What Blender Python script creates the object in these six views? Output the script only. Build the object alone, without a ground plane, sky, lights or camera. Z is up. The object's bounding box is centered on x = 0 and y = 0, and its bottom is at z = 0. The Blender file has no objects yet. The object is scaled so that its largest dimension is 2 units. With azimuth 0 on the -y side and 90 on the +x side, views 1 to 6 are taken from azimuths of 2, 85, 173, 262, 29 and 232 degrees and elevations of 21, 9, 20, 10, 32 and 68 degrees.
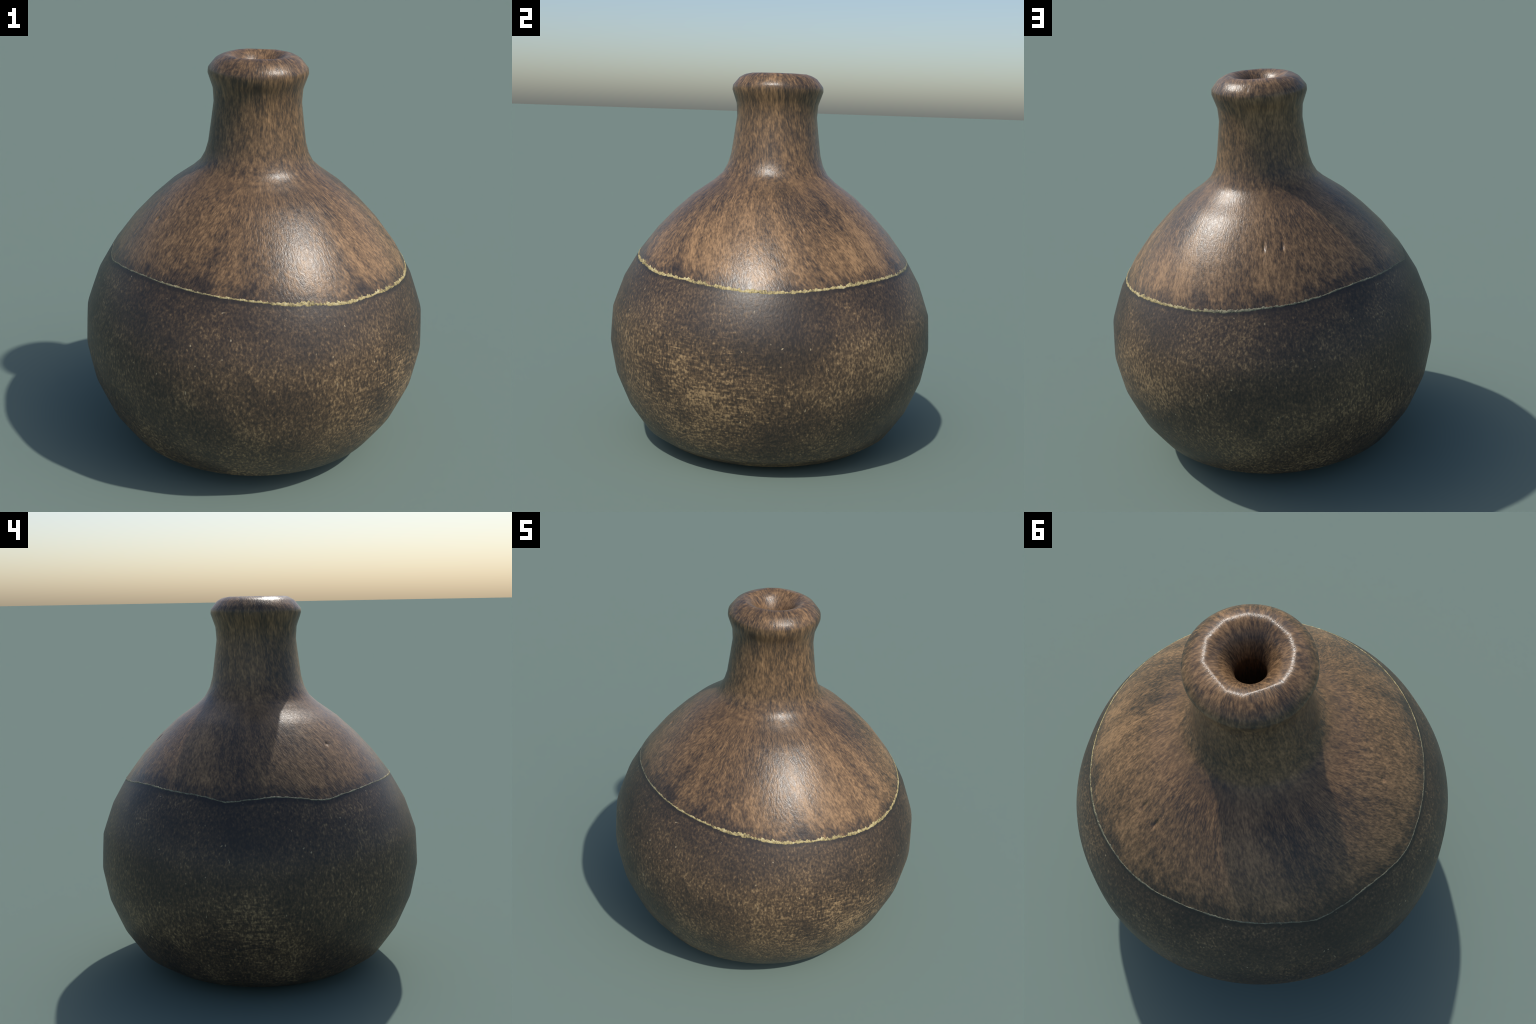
"""Round-bellied bottle vase: a squat globe with a narrow flared neck and a
rolled lip, brown fibrous glaze above a ragged pale seam line, darker speckled
glaze below it.  Built as one surface of revolution, split into named parts."""
import bpy, math
import numpy as np

rng = np.random.default_rng(7)

# ------------------------------------------------------------------ profiles
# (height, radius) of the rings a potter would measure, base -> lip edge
OUTER = [(0.000, 0.462), (0.045, 0.578), (0.112, 0.677), (0.240, 0.765),
         (0.403, 0.833), (0.568, 0.8635), (0.745, 0.853), (0.905, 0.796),
         (1.044, 0.716), (1.170, 0.621), (1.270, 0.527), (1.358, 0.430),
         (1.432, 0.326), (1.474, 0.280), (1.522, 0.2535), (1.577, 0.2375),
         (1.774, 0.2115), (1.841, 0.2158), (1.913, 0.240), (1.936, 0.238),
         (1.978, 0.204), (1.995, 0.176)]
# lip crest and funnel of the mouth, going inward and down: (radius, height)
INNER = [(0.176, 1.995), (0.158, 2.000), (0.140, 1.996), (0.113, 1.979),
         (0.087, 1.948), (0.068, 1.912), (0.058, 1.875), (0.062, 1.820),
         (0.074, 1.700), (0.085, 1.500), (0.080, 1.350)]
BASE = [(0.0, 0.004), (0.22, 0.003), (0.44, 0.001), (0.462, 0.0)]

# height of the seam line around the pot: (azimuth degrees, height)
SEAM = [(0, 1.041), (11, 1.027), (22, 1.018), (36, .996), (47, .993), (56, .986),
        (66, .976), (78, .967), (87, .965), (97, .973), (110, .984), (121, .998),
        (136, 1.006), (150, 1.013), (160, 1.020), (172, 1.034), (185, 1.046),
        (195, 1.058), (205, 1.068), (213, 1.070), (224, 1.063), (237, 1.058),
        (249.5, 1.033), (260, 1.046), (268, 1.053), (275, 1.048), (288, 1.024),
        (298, 1.040), (306, 1.051), (322, 1.059), (340, 1.055), (349, 1.048)]

NECK_FOOT, LIP_FOOT = 1.450, 1.862


def catmull(keys, vals, q):
    """Smooth non-uniform interpolation (finite-difference tangents)."""
    keys, vals, q = map(np.asarray, (keys, vals, q))
    d = np.diff(vals) / np.diff(keys)
    m = np.concatenate([[d[0]], (d[1:] + d[:-1]) / 2, [d[-1]]])
    i = np.clip(np.searchsorted(keys, q) - 1, 0, len(keys) - 2)
    h = (keys[i + 1] - keys[i])
    t = (q - keys[i]) / h
    return ((2*t**3 - 3*t**2 + 1) * vals[i] + (t**3 - 2*t**2 + t) * h * m[i]
            + (-2*t**3 + 3*t**2) * vals[i + 1] + (t**3 - t**2) * h * m[i + 1])


# whole meridian: base centre -> outside -> crest -> down the throat,
# parameterised by running length
MER = [(r, z) for r, z in BASE] + [(r, z) for z, r in OUTER[1:]] + INNER[1:]
MER = np.array(MER)
MER[:, 0] += np.where(MER[:, 0] > .2, .0015, 0)
LEN = np.concatenate([[0], np.cumsum(np.hypot(*np.diff(MER, axis=0).T))])


CREST = LEN[len(BASE) + len(OUTER) - 1]


def z_to_len(z):
    """running length of an outside point at height z"""
    a, b = len(BASE) - 1, len(BASE) + len(OUTER) - 2
    return np.interp(z, MER[a:b + 1, 1], LEN[a:b + 1])


NSEG = 768
AZ = np.arange(NSEG) * 2 * np.pi / NSEG          # azimuth: 0 = -y, 90 = +x


def periodic_noise(n, cells, seed):
    g = np.random.default_rng(seed).uniform(-1, 1, cells)
    x = np.arange(n) * cells / n
    i = x.astype(int)
    f = x - i
    f = f * f * (3 - 2 * f)
    return g[i % cells] * (1 - f) + g[(i + 1) % cells] * f


def seam_height(az_deg, jitter=True):
    k = np.array(SEAM)
    kk = np.vstack([k[-3:] - [360, 0], k, k[:3] + [360, 0]])
    z = 0.5 * np.interp(az_deg % 360, kk[:, 0], kk[:, 1]) \
        + 0.5 * catmull(kk[:, 0], kk[:, 1], az_deg % 360)
    if jitter:
        n = len(az_deg)
        z = z + 0.0016 * periodic_noise(n, 150, 3) + 0.0011 * periodic_noise(n, 70, 4)
    return z


# small tool marks pressed in the shoulder: azimuth, height, half width,
# half height, depth
DENTS = [(171.5, 1.266, .007, .017, .011), (181.2, 1.262, .006, .014, .009),
         (302.2, 1.261, .010, .008, .006), (100.0, 1.235, .005, .008, .003),
         (171.0, 1.218, .005, .012, .002), (181.6, 1.205, .004, .012, .002),
         (158.0, 1.958, .008, .012, .002)]


# the lip crest is not a true circle: azimuths where its edge turns
CREST_CORNERS = [27, 52, 83, 117, 150, 202, 224, 277, 298, 325, 348]


def crest_radius(A, R=0.1605):
    """radius of the many-sided crest line at azimuth A"""
    c = np.array([CREST_CORNERS[-1] - 360] + CREST_CORNERS + [CREST_CORNERS[0] + 360])
    d = np.degrees(A) % 360
    i = np.clip(np.searchsorted(c, d) - 1, 0, len(c) - 2)
    mid, half = np.radians((c[i] + c[i + 1]) / 2), np.radians((c[i + 1] - c[i]) / 2)
    return R * np.cos(half) / np.cos(np.radians(d) - mid)


def surface(length, az):
    """position and shading normal of the pot wall for arrays of running
    length and azimuth (same shape)"""
    def pos(L, A, smooth):
        if smooth:
            r = catmull(LEN, MER[:, 0], L)
            z = catmull(LEN, MER[:, 1], L)
        else:
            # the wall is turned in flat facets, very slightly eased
            r = .88 * np.interp(L, LEN, MER[:, 0]) + .12 * catmull(LEN, MER[:, 0], L)
            z = .88 * np.interp(L, LEN, MER[:, 1]) + .12 * catmull(LEN, MER[:, 1], L)
        r = r + (crest_radius(A) - .158) * np.exp(-((L - CREST) / .017) ** 2)
        for a, zz, wa, wz, d in DENTS:
            da = (np.degrees(A) - a + 180) % 360 - 180
            dx = np.radians(da) * r / wa
            dz = (z - zz) / wz
            r = r - d * np.exp(-(dx * dx + dz * dz)) * (L < z_to_len(1.99))
        return np.stack([r * np.sin(A), -r * np.cos(A), np.maximum(z, 0)], -1)

    P = pos(length, az, False)
    e = 1.5e-3 + .017 * np.exp(-((length - CREST) / .035) ** 2)
    ea = 1.5e-3 + .02 * np.exp(-((length - CREST) / .035) ** 2)
    L0, L1 = np.clip(length - e, 1e-4, LEN[-1]), np.clip(length + e, 1e-4, LEN[-1])
    tl = pos(L1, az, True) - pos(L0, az, True)
    ta = pos(np.maximum(length, 2e-3), az + ea, True) - pos(np.maximum(length, 2e-3), az - ea, True)
    n = np.cross(ta, tl)
    n /= np.maximum(np.linalg.norm(n, axis=-1, keepdims=True), 1e-12)
    return P, n


def grid_object(name, length_rows, material, parent):
    """length_rows: array rows x NSEG of running lengths -> closed ring mesh"""
    rows = length_rows.shape[0]
    A = np.broadcast_to(AZ, length_rows.shape)
    P, N = surface(length_rows, A)
    idx = np.arange(rows * NSEG).reshape(rows, NSEG)
    nx = np.roll(idx, -1, axis=1)
    faces = np.stack([idx[:-1], nx[:-1], nx[1:], idx[1:]], -1).reshape(-1, 4)
    me = bpy.data.meshes.new(name)
    me.from_pydata(P.reshape(-1, 3).tolist(), [], faces.tolist())
    me.polygons.foreach_set("use_smooth", [True] * len(faces))
    me.update()
    me.normals_split_custom_set_from_vertices(N.reshape(-1, 3).tolist())
    me.materials.append(material)
    ob = bpy.data.objects.new(name, me)
    bpy.context.scene.collection.objects.link(ob)
    ob.parent = parent
    return ob


# ----------------------------------------------------------------- materials
class Nodes:
    """tiny wrapper so that the materials read like formulas"""

    def __init__(self, name):
        self.mat = bpy.data.materials.new(name)
        self.mat.use_nodes = True
        self.t = self.mat.node_tree
        self.t.nodes.clear()

    def add(self, kind, **kw):
        n = self.t.nodes.new(kind)
        for k, v in kw.items():
            setattr(n, k, v)
        return n

    def link(self, a, b):
        if hasattr(a, "is_output"):
            self.t.links.new(a, b)
        else:
            b.default_value = a

    def math(self, op, a, b=0.0, c=None, clamp=False):
        n = self.add("ShaderNodeMath", operation=op, use_clamp=clamp)
        self.link(a, n.inputs[0])
        self.link(b, n.inputs[1])
        if c is not None:
            self.link(c, n.inputs[2])
        return n.outputs[0]

    def smooth(self, x, lo, hi, a=0.0, b=1.0):
        n = self.add("ShaderNodeMapRange", interpolation_type='SMOOTHSTEP')
        self.link(x, n.inputs[0])
        for i, v in enumerate((lo, hi, a, b)):
            n.inputs[i + 1].default_value = v
        return n.outputs[0]

    def vec(self, x, y, z):
        n = self.add("ShaderNodeCombineXYZ")
        for i, v in enumerate((x, y, z)):
            self.link(v, n.inputs[i])
        return n.outputs[0]

    def noise(self, v, scale, detail=2.0, rough=0.5, offset=0.0):
        if offset:
            m = self.add("ShaderNodeVectorMath", operation='ADD')
            self.link(v, m.inputs[0])
            m.inputs[1].default_value = (offset, offset * .7, -offset * 1.3)
            v = m.outputs[0]
        n = self.add("ShaderNodeTexNoise")
        self.link(v, n.inputs["Vector"])
        n.inputs["Scale"].default_value = scale
        n.inputs["Detail"].default_value = detail
        n.inputs["Roughness"].default_value = rough
        return n.outputs["Fac"]

    def ramp(self, x, stops):
        n = self.add("ShaderNodeValToRGB")
        cr = n.color_ramp
        while len(cr.elements) < len(stops):
            cr.elements.new(0.5)
        for e, (p, c) in zip(cr.elements, stops):
            e.position = p
            e.color = (*c, 1.0)
        self.link(x, n.inputs[0])
        return n.outputs[0]

    def mix(self, f, a, b):
        n = self.add("ShaderNodeMix", data_type='RGBA')
        self.link(f, n.inputs["Factor"])
        for s, v in ((n.inputs[6], a), (n.inputs[7], b)):
            self.link(v if hasattr(v, "is_output") else (*v, 1.0), s)
        return n.outputs[2]

    def mixf(self, f, a, b):
        n = self.add("ShaderNodeMix", data_type='FLOAT')
        self.link(f, n.inputs[0])
        self.link(a, n.inputs[2])
        self.link(b, n.inputs[3])
        return n.outputs[0]

    def coords(self):
        tc = self.add("ShaderNodeTexCoord")
        s = self.add("ShaderNodeSeparateXYZ")
        self.link(tc.outputs["Object"], s.inputs[0])
        x, y, z = s.outputs
        r = self.math('SQRT', self.math('ADD', self.math('MULTIPLY', x, x), self.math('MULTIPLY', y, y)))
        ang = self.math('ARCTAN2', x, self.math('MULTIPLY', y, -1.0))   # azimuth
        return tc.outputs["Object"], x, y, z, r, ang

    def spot(self, obj, az, z, radius, size, hard=0.0):
        """soft round mask about a place on the wall"""
        a = math.radians(az)
        n = self.add("ShaderNodeVectorMath", operation='DISTANCE')
        self.link(obj, n.inputs[0])
        n.inputs[1].default_value = (radius * math.sin(a), -radius * math.cos(a), z)
        return self.smooth(n.outputs["Value"], size, size * hard, 0.0, 1.0)

    def seam_distance(self, ang, z):
        """height above the seam line, from a curve through its heights"""
        t = self.math('FRACT', self.math('ADD', self.math('DIVIDE', ang, 2 * math.pi), 1.0))
        c = self.add("ShaderNodeFloatCurve")
        cu = c.mapping.curves[0]
        pts = [(az / 360.0, (h - .9) / .3) for az, h in SEAM] + [(1.0, (SEAM[0][1] - .9) / .3)]
        cu.points[0].location = pts[0]
        cu.points[1].location = pts[-1]
        for p in pts[1:-1]:
            cu.points.new(*p)
        c.mapping.update()
        self.link(t, c.inputs["Value"])
        h = self.math('MULTIPLY_ADD', c.outputs[0], 0.3, 0.9)
        return self.math('SUBTRACT', z, h)

    def fibre_vector(self, ang, s, ring, lean, middle, stretch):
        """coordinates wrapped round the axis, drawn out along the wall; the
        fibres lean by `lean` radians of azimuth per metre of wall"""
        a = self.math('MULTIPLY_ADD', lean, self.math('SUBTRACT', s, middle), ang)
        return self.vec(self.math('MULTIPLY', self.math('SINE', a), ring),
                        self.math('MULTIPLY', self.math('COSINE', a), -ring),
                        self.math('MULTIPLY', s, stretch))

    def finish(self, colour, rough, height, strength, dist, spec=0.5):
        b = self.add("ShaderNodeBsdfPrincipled")
        self.link(colour, b.inputs["Base Color"])
        self.link(rough, b.inputs["Roughness"])
        self.link(spec, b.inputs["Specular IOR Level"])
        bump = self.add("ShaderNodeBump")
        bump.inputs["Strength"].default_value = strength
        bump.inputs["Distance"].default_value = dist
        self.link(height, bump.inputs["Height"])
        self.link(bump.outputs[0], b.inputs["Normal"])
        o = self.add("ShaderNodeOutputMaterial")
        self.link(b.outputs[0], o.inputs[0])
        return self.mat


DARK = (0.034, 0.025, 0.020)
UMBER = (0.078, 0.051, 0.032)
BROWN = (0.158, 0.094, 0.048)
TAN = (0.345, 0.203, 0.098)


def fibrous_glaze(name="fibrous_brown_glaze", inside=False):
    """shoulder, neck, lip and throat: brown glaze with short fibres running
    down the wall"""
    m = Nodes(name)
    obj, x, y, z, r, ang = m.coords()
    if inside:      # running length goes on over the crest and down the funnel
        s = m.math('MULTIPLY_ADD', m.math('ADD', z, r), -0.75, 4.0 * 0.75)
    else:
        s = m.math('MULTIPLY', m.math('SUBTRACT', z, r), 0.75)
    # which way the fibres lean changes slowly round the pot
    around = m.vec(m.math('SINE', ang), m.math('COSINE', ang), 0.0)
    lean = m.math('SUBTRACT', m.noise(around, 0.9, 1.0, 0.5, 4.0), 0.42)

    def streaks(ring, amount, middle, off):
        v = m.fibre_vector(ang, s, ring, m.math('MULTIPLY', lean, amount), middle, 0.36)
        a = m.noise(v, 135, 2.0, 0.6, off)
        b = m.noise(v, 62, 2.0, 0.5, off + 2)
        w = m.fibre_vector(ang, s, ring, m.math('MULTIPLY', lean, amount), middle, 0.11)
        c = m.noise(w, 13, 2.0, 0.5, off + 5)
        return a, b, c

    if inside:
        a, b, c = streaks(.13, 3.0, 1.45, 1.0)
    else:
        up, lo = streaks(.21, 3.0, 1.07, 1.0), streaks(.55, 2.4, 0.45, 9.0)
        f = m.smooth(z, 1.36, 1.50)
        a, b, c = (m.mixf(f, q, p) for p, q in zip(up, lo))
    cloud = m.noise(obj, 3.0, 2.0, 0.5, 11.0)
    v = m.math('MULTIPLY', a, 0.62)
    v = m.math('MULTIPLY_ADD', b, 0.40, v)
    v = m.math('MULTIPLY_ADD', c, 0.36, v)
    v = m.math('MULTIPLY_ADD', cloud, 0.26, v)         # mean about .76
    # ragged darker margin along the seam, paler worn zone above it
    sd = m.seam_distance(ang, z)
    rag = m.noise(obj, 26, 3.0, 0.6, 3.0)
    rag2 = m.noise(obj, 6, 2.0, 0.5, 8.0)
    edge = m.math('MULTIPLY_ADD', rag, -0.10, m.math('MULTIPLY_ADD', rag2, -0.10, sd))
    margin = m.smooth(edge, -0.085, -0.03, 1.0, 0.0)
    v = m.math('MULTIPLY_ADD', margin, -0.11, v)
    worn = m.math('MULTIPLY', m.smooth(sd, 0.05, 0.10), m.smooth(sd, 0.34, 0.16))
    v = m.math('MULTIPLY_ADD', worn, 0.02, v)
    for az, zz, rad, size, amt in ((35, 1.33, .46, .30, -.03), (125, 1.10, .67, .20, .06),
                                   (150, 1.13, .65, .22, .05), (60, 1.10, .67, .28, .03),
                                   (112, 1.33, .46, .22, -.07), (338, 1.15, .63, .25, -.05),
                                   (262, 1.30, .50, .35, -.06), (300, 1.13, .65, .18, .05), (171, 1.075, .69, .06, -.16),
                                   (189, 1.092, .685, .05, -.14), (146, 1.06, .70, .05, -.12),
                                   (135, 1.20, .60, .20, .04), (215, 1.15, .63, .22, .03)):
        v = m.math('MULTIPLY_ADD', m.spot(obj, az, zz, rad, size), amt, v)
    col = m.ramp(m.math('MULTIPLY_ADD', m.math('SUBTRACT', v, 0.805), 1.75, 0.525),
                 [(0.10, DARK), (0.36, UMBER), (0.58, BROWN), (0.95, TAN)])
    rough = m.math('MULTIPLY_ADD', b, 0.26, 0.215)
    fine = m.noise(obj, 210, 2.0, 0.6, 17.0)
    h = m.math('MULTIPLY_ADD', a, 0.7, m.math('MULTIPLY', b, 0.15))
    h = m.math('MULTIPLY_ADD', fine, 0.30, h)
    return m.finish(col, rough, h, 0.30, 0.0062, 0.46)


def speckled_glaze():
    """belly: dark glaze, tan speckles, broken horizontal wiping marks"""
    m = Nodes("speckled_dark_glaze")
    obj, x, y, z, r, ang = m.coords()
    tall = m.vec(x, y, m.math('MULTIPLY', z, 0.6))     # grains stand upright
    grain = m.noise(tall, 112, 2.0, 0.6)
    flecks = m.noise(tall, 74, 1.0, 0.5, 6.0)
    cloud = m.noise(obj, 3.4, 3.0, 0.55, 2.0)
    mid = m.noise(obj, 11, 2.0, 0.5, 13.0)
    flat = m.vec(x, y, m.math('MULTIPLY', z, 4.5))
    dash = m.noise(flat, 20, 4.0, 0.65, 5.0)
    v = m.math('MULTIPLY', grain, 0.80)
    v = m.math('MULTIPLY_ADD', flecks, 0.55, v)
    v = m.math('MULTIPLY_ADD', mid, 0.14, v)
    v = m.math('MULTIPLY_ADD', cloud, 0.62, v)          # mean about 1.05
    # dark, smoother band under the seam with a cloudy lower limit
    sd = m.seam_distance(ang, z)
    lim = m.math('MULTIPLY_ADD', cloud, 0.70, sd)
    dark_band = m.smooth(lim, -0.10, 0.32)
    v = m.math('MULTIPLY_ADD', dark_band, -0.06, v)
    for az, zz, rad, size, amt in ((93, .80, .83, .30, -.15), (97, .66, .86, .20, -.06),
                                   (122, .58, .86, .34, .15), (66, .50, .85, .34, .03),
                                   (78, .30, .78, .30, .02), (30, .50, .84, .35, .03),
                                   (262, .85, .81, .55, -.10), (320, .80, .83, .45, -.09),
                                   (232, .40, .83, .22, .07), (262, .42, .83, .25, .05),
                                   (215, .80, .83, .40, -.05), (140, .75, .85, .25, .05)):
        v = m.math('MULTIPLY_ADD', m.spot(obj, az, zz, rad, size), amt, v)
    wiped = m.math('MAXIMUM', m.spot(obj, 62, .42, .83, .58, .4), m.spot(obj, 258, .40, .83, .32, .3))
    wiped = m.math('MAXIMUM', wiped, m.smooth(z, .26, .10, 0.0, .7))
    v = m.math('MULTIPLY_ADD', m.math('MULTIPLY', wiped, m.math('SUBTRACT', dash, 0.50)), 0.9, v)
    # a few long thin wheel marks where the belly was wiped
    line = m.noise(m.vec(x, y, m.math('MULTIPLY', z, 9.0)), 9, 3.0, 0.6, 27.0)
    v = m.math('MULTIPLY_ADD', m.math('MULTIPLY', wiped, m.smooth(line, .60, .70)), 0.20, v)
    col = m.ramp(m.math('MULTIPLY_ADD', m.math('SUBTRACT', v, 1.025), 1.5, 0.49),
                 [(0.10, (.029, .022, .018)), (0.42, (.061, .041, .027)),
                  (0.66, (.120, .077, .043)), (1.00, (.340, .225, .115))])
    # the odd bright chip
    chip = m.math('MULTIPLY', m.smooth(m.noise(tall, 80, 0.0, 0.5, 21.0), .82, .88),
                  m.smooth(mid, .35, .55))
    col = m.mix(chip, col, (.40, .31, .19))
    # shadow line below the seam bead, painted dark into the belly colour
    painted_shadow = m.math('MULTIPLY', m.smooth(sd, -0.028, -0.010), 0.75)
    col = m.mix(painted_shadow, col, (.022, .018, .016))
    rough = m.math('MULTIPLY_ADD', grain, 0.20, m.mixf(dark_band, 0.36, 0.32))
    h = m.math('MULTIPLY_ADD', flecks, 0.5, m.math('MULTIPLY', grain, 0.6))
    h = m.math('MULTIPLY', h, m.mixf(dark_band, 1.0, 0.55))
    return m.finish(col, rough, h, 0.35, 0.006, 0.45)


def seam_slip():
    m = Nodes("pale_yellow_slip")
    obj, x, y, z, r, ang = m.coords()
    n = m.noise(m.vec(x, y, m.math('MULTIPLY', z, 0.35)), 130, 2.0, 0.6)
    k = m.noise(obj, 20, 2.0, 0.6, 3.0)
    v = m.math('MULTIPLY_ADD', k, 0.5, m.math('MULTIPLY', n, 0.6))
    col = m.ramp(v, [(0.38, (.085, .070, .038)), (0.48, (.25, .20, .095)),
                     (0.57, (.42, .33, .145)), (0.72, (.58, .50, .29))])
    # yellow on one side (centred on azimuth 60), dull grey-green on the other
    side = m.math('COSINE', m.math('SUBTRACT', ang, math.radians(60)))
    worn = m.smooth(m.math('MULTIPLY_ADD', k, 0.5, side), 0.75, -0.05)  # here: weight of the dull grey-green tint, growing away from azimuth 60
    col = m.mix(worn, col, m.ramp(v, [(0.36, (.065, .062, .046)), (0.56, (.20, .19, .125)),
                                      (0.72, (.29, .27, .18))]))
    return m.finish(col, 0.6, n, 0.4, 0.006, 0.3)


# --------------------------------------------------------------------- build
root = bpy.data.objects.new("bottle_vase", None)
bpy.context.scene.collection.objects.link(root)
root["label"] = "round-bellied brown ceramic bottle vase with pale seam line"
root["category"] = "vase"

glaze_top, glaze_belly, slip = fibrous_glaze(), speckled_glaze(), seam_slip()
glaze_throat = fibrous_glaze("fibrous_throat_glaze", True)


def rows_between(lo, hi, count):
    lo, hi = np.broadcast_to(lo, NSEG), np.broadcast_to(hi, NSEG)
    t = np.linspace(0, 1, count)[:, None]
    return lo + (hi - lo) * t


az_deg = np.degrees(AZ)
seam_len = z_to_len(seam_height(az_deg))
crest = LEN[len(BASE) + len(OUTER) - 1]                # lip crest
throat = LEN[len(BASE) + len(OUTER) + 3]               # bottom of the funnel
base_edge = LEN[len(BASE) - 1]

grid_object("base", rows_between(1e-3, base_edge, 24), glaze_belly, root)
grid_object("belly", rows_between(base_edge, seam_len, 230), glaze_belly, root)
grid_object("shoulder", rows_between(seam_len, z_to_len(NECK_FOOT), 130), glaze_top, root)
grid_object("neck", rows_between(z_to_len(NECK_FOOT), z_to_len(LIP_FOOT), 70), glaze_top, root)
grid_object("lip", rows_between(z_to_len(LIP_FOOT), crest, 48), glaze_top, root)
throat_ob = grid_object("throat", rows_between(crest, LEN[-1], 80), glaze_throat, root)

# plug closing the bottom of the throat, deep inside the neck
import bmesh
bm = bmesh.new()
bmesh.ops.create_circle(bm, cap_ends=True, segments=96, radius=0.0805)
bmesh.ops.translate(bm, verts=bm.verts, vec=(0, 0, 1.3505))
me = bpy.data.meshes.new("throat_floor")
bm.to_mesh(me)
bm.free()
me.materials.append(glaze_throat)
plug = bpy.data.objects.new("throat_floor", me)
bpy.context.scene.collection.objects.link(plug)
plug.parent = root


def seam_line():
    """ragged raised bead of slip along the joint: thick on one side of the
    pot, hair-thin on the other, with fibre-like teeth on its upper edge"""
    n = 3000
    A = np.arange(n) * 2 * np.pi / n
    deg = np.degrees(A)
    k = [(0, .0062), (10, .0085), (22, .0115), (50, .0110), (85, .0100), (120, .0100),
         (140, .0095), (158, .0090), (175, .0070), (195, .0050), (220, .0042),
         (300, .0042), (330, .0050), (350, .0056), (360, .0062)]
    half = np.interp(deg, *zip(*k))
    teeth = (periodic_noise(n, 420, 11) + .8 * periodic_noise(n, 900, 12)
             + .7 * periodic_noise(n, 150, 13))
    under = periodic_noise(n, 260, 15) + .6 * periodic_noise(n, 620, 16)
    top = half * (0.78 + 0.50 * teeth)
    low = half * (0.72 + 0.26 * under)
    gaps = periodic_noise(n, 190, 18) + .5 * periodic_noise(n, 500, 19)
    thin = np.clip((gaps - .75) / .3, 0, 1)
    top = np.maximum(top * (1 - .75 * thin), .0012)
    low = np.maximum(low * (1 - .55 * thin), .0012)
    mid = z_to_len(seam_height(deg, False)
                   + .0016 * np.interp(np.arange(n) / n, np.arange(NSEG) / NSEG, periodic_noise(NSEG, 150, 3), period=1)
                   + .0011 * np.interp(np.arange(n) / n, np.arange(NSEG) / NSEG, periodic_noise(NSEG, 70, 4), period=1))
    cross = np.array([-1.0, -.8, -.4, .1, .55, .85, 1.0])
    lift = np.array([-.35, .45, .9, 1.0, .75, .35, -.35])
    L = np.where(cross[:, None] < 0, mid + cross[:, None] * low, mid + cross[:, None] * top)
    rough_h = 1 + .35 * periodic_noise(n, 700, 21) + .3 * periodic_noise(n, 240, 22)
    H = lift[:, None] * (0.0008 + .08 * half) * rough_h
    P, N = surface(L, np.broadcast_to(A, L.shape))
    P = P + N * H[..., None]
    rows = len(cross)
    idx = np.arange(rows * n).reshape(rows, n)
    nx = np.roll(idx, -1, axis=1)
    faces = np.stack([idx[:-1], nx[:-1], nx[1:], idx[1:]], -1).reshape(-1, 4)
    me = bpy.data.meshes.new("seam_line")
    me.from_pydata(P.reshape(-1, 3).tolist(), [], faces.tolist())
    me.polygons.foreach_set("use_smooth", [True] * len(faces))
    me.update()
    me.materials.append(slip)
    ob = bpy.data.objects.new("seam_line", me)
    bpy.context.scene.collection.objects.link(ob)
    ob.parent = root


seam_line()
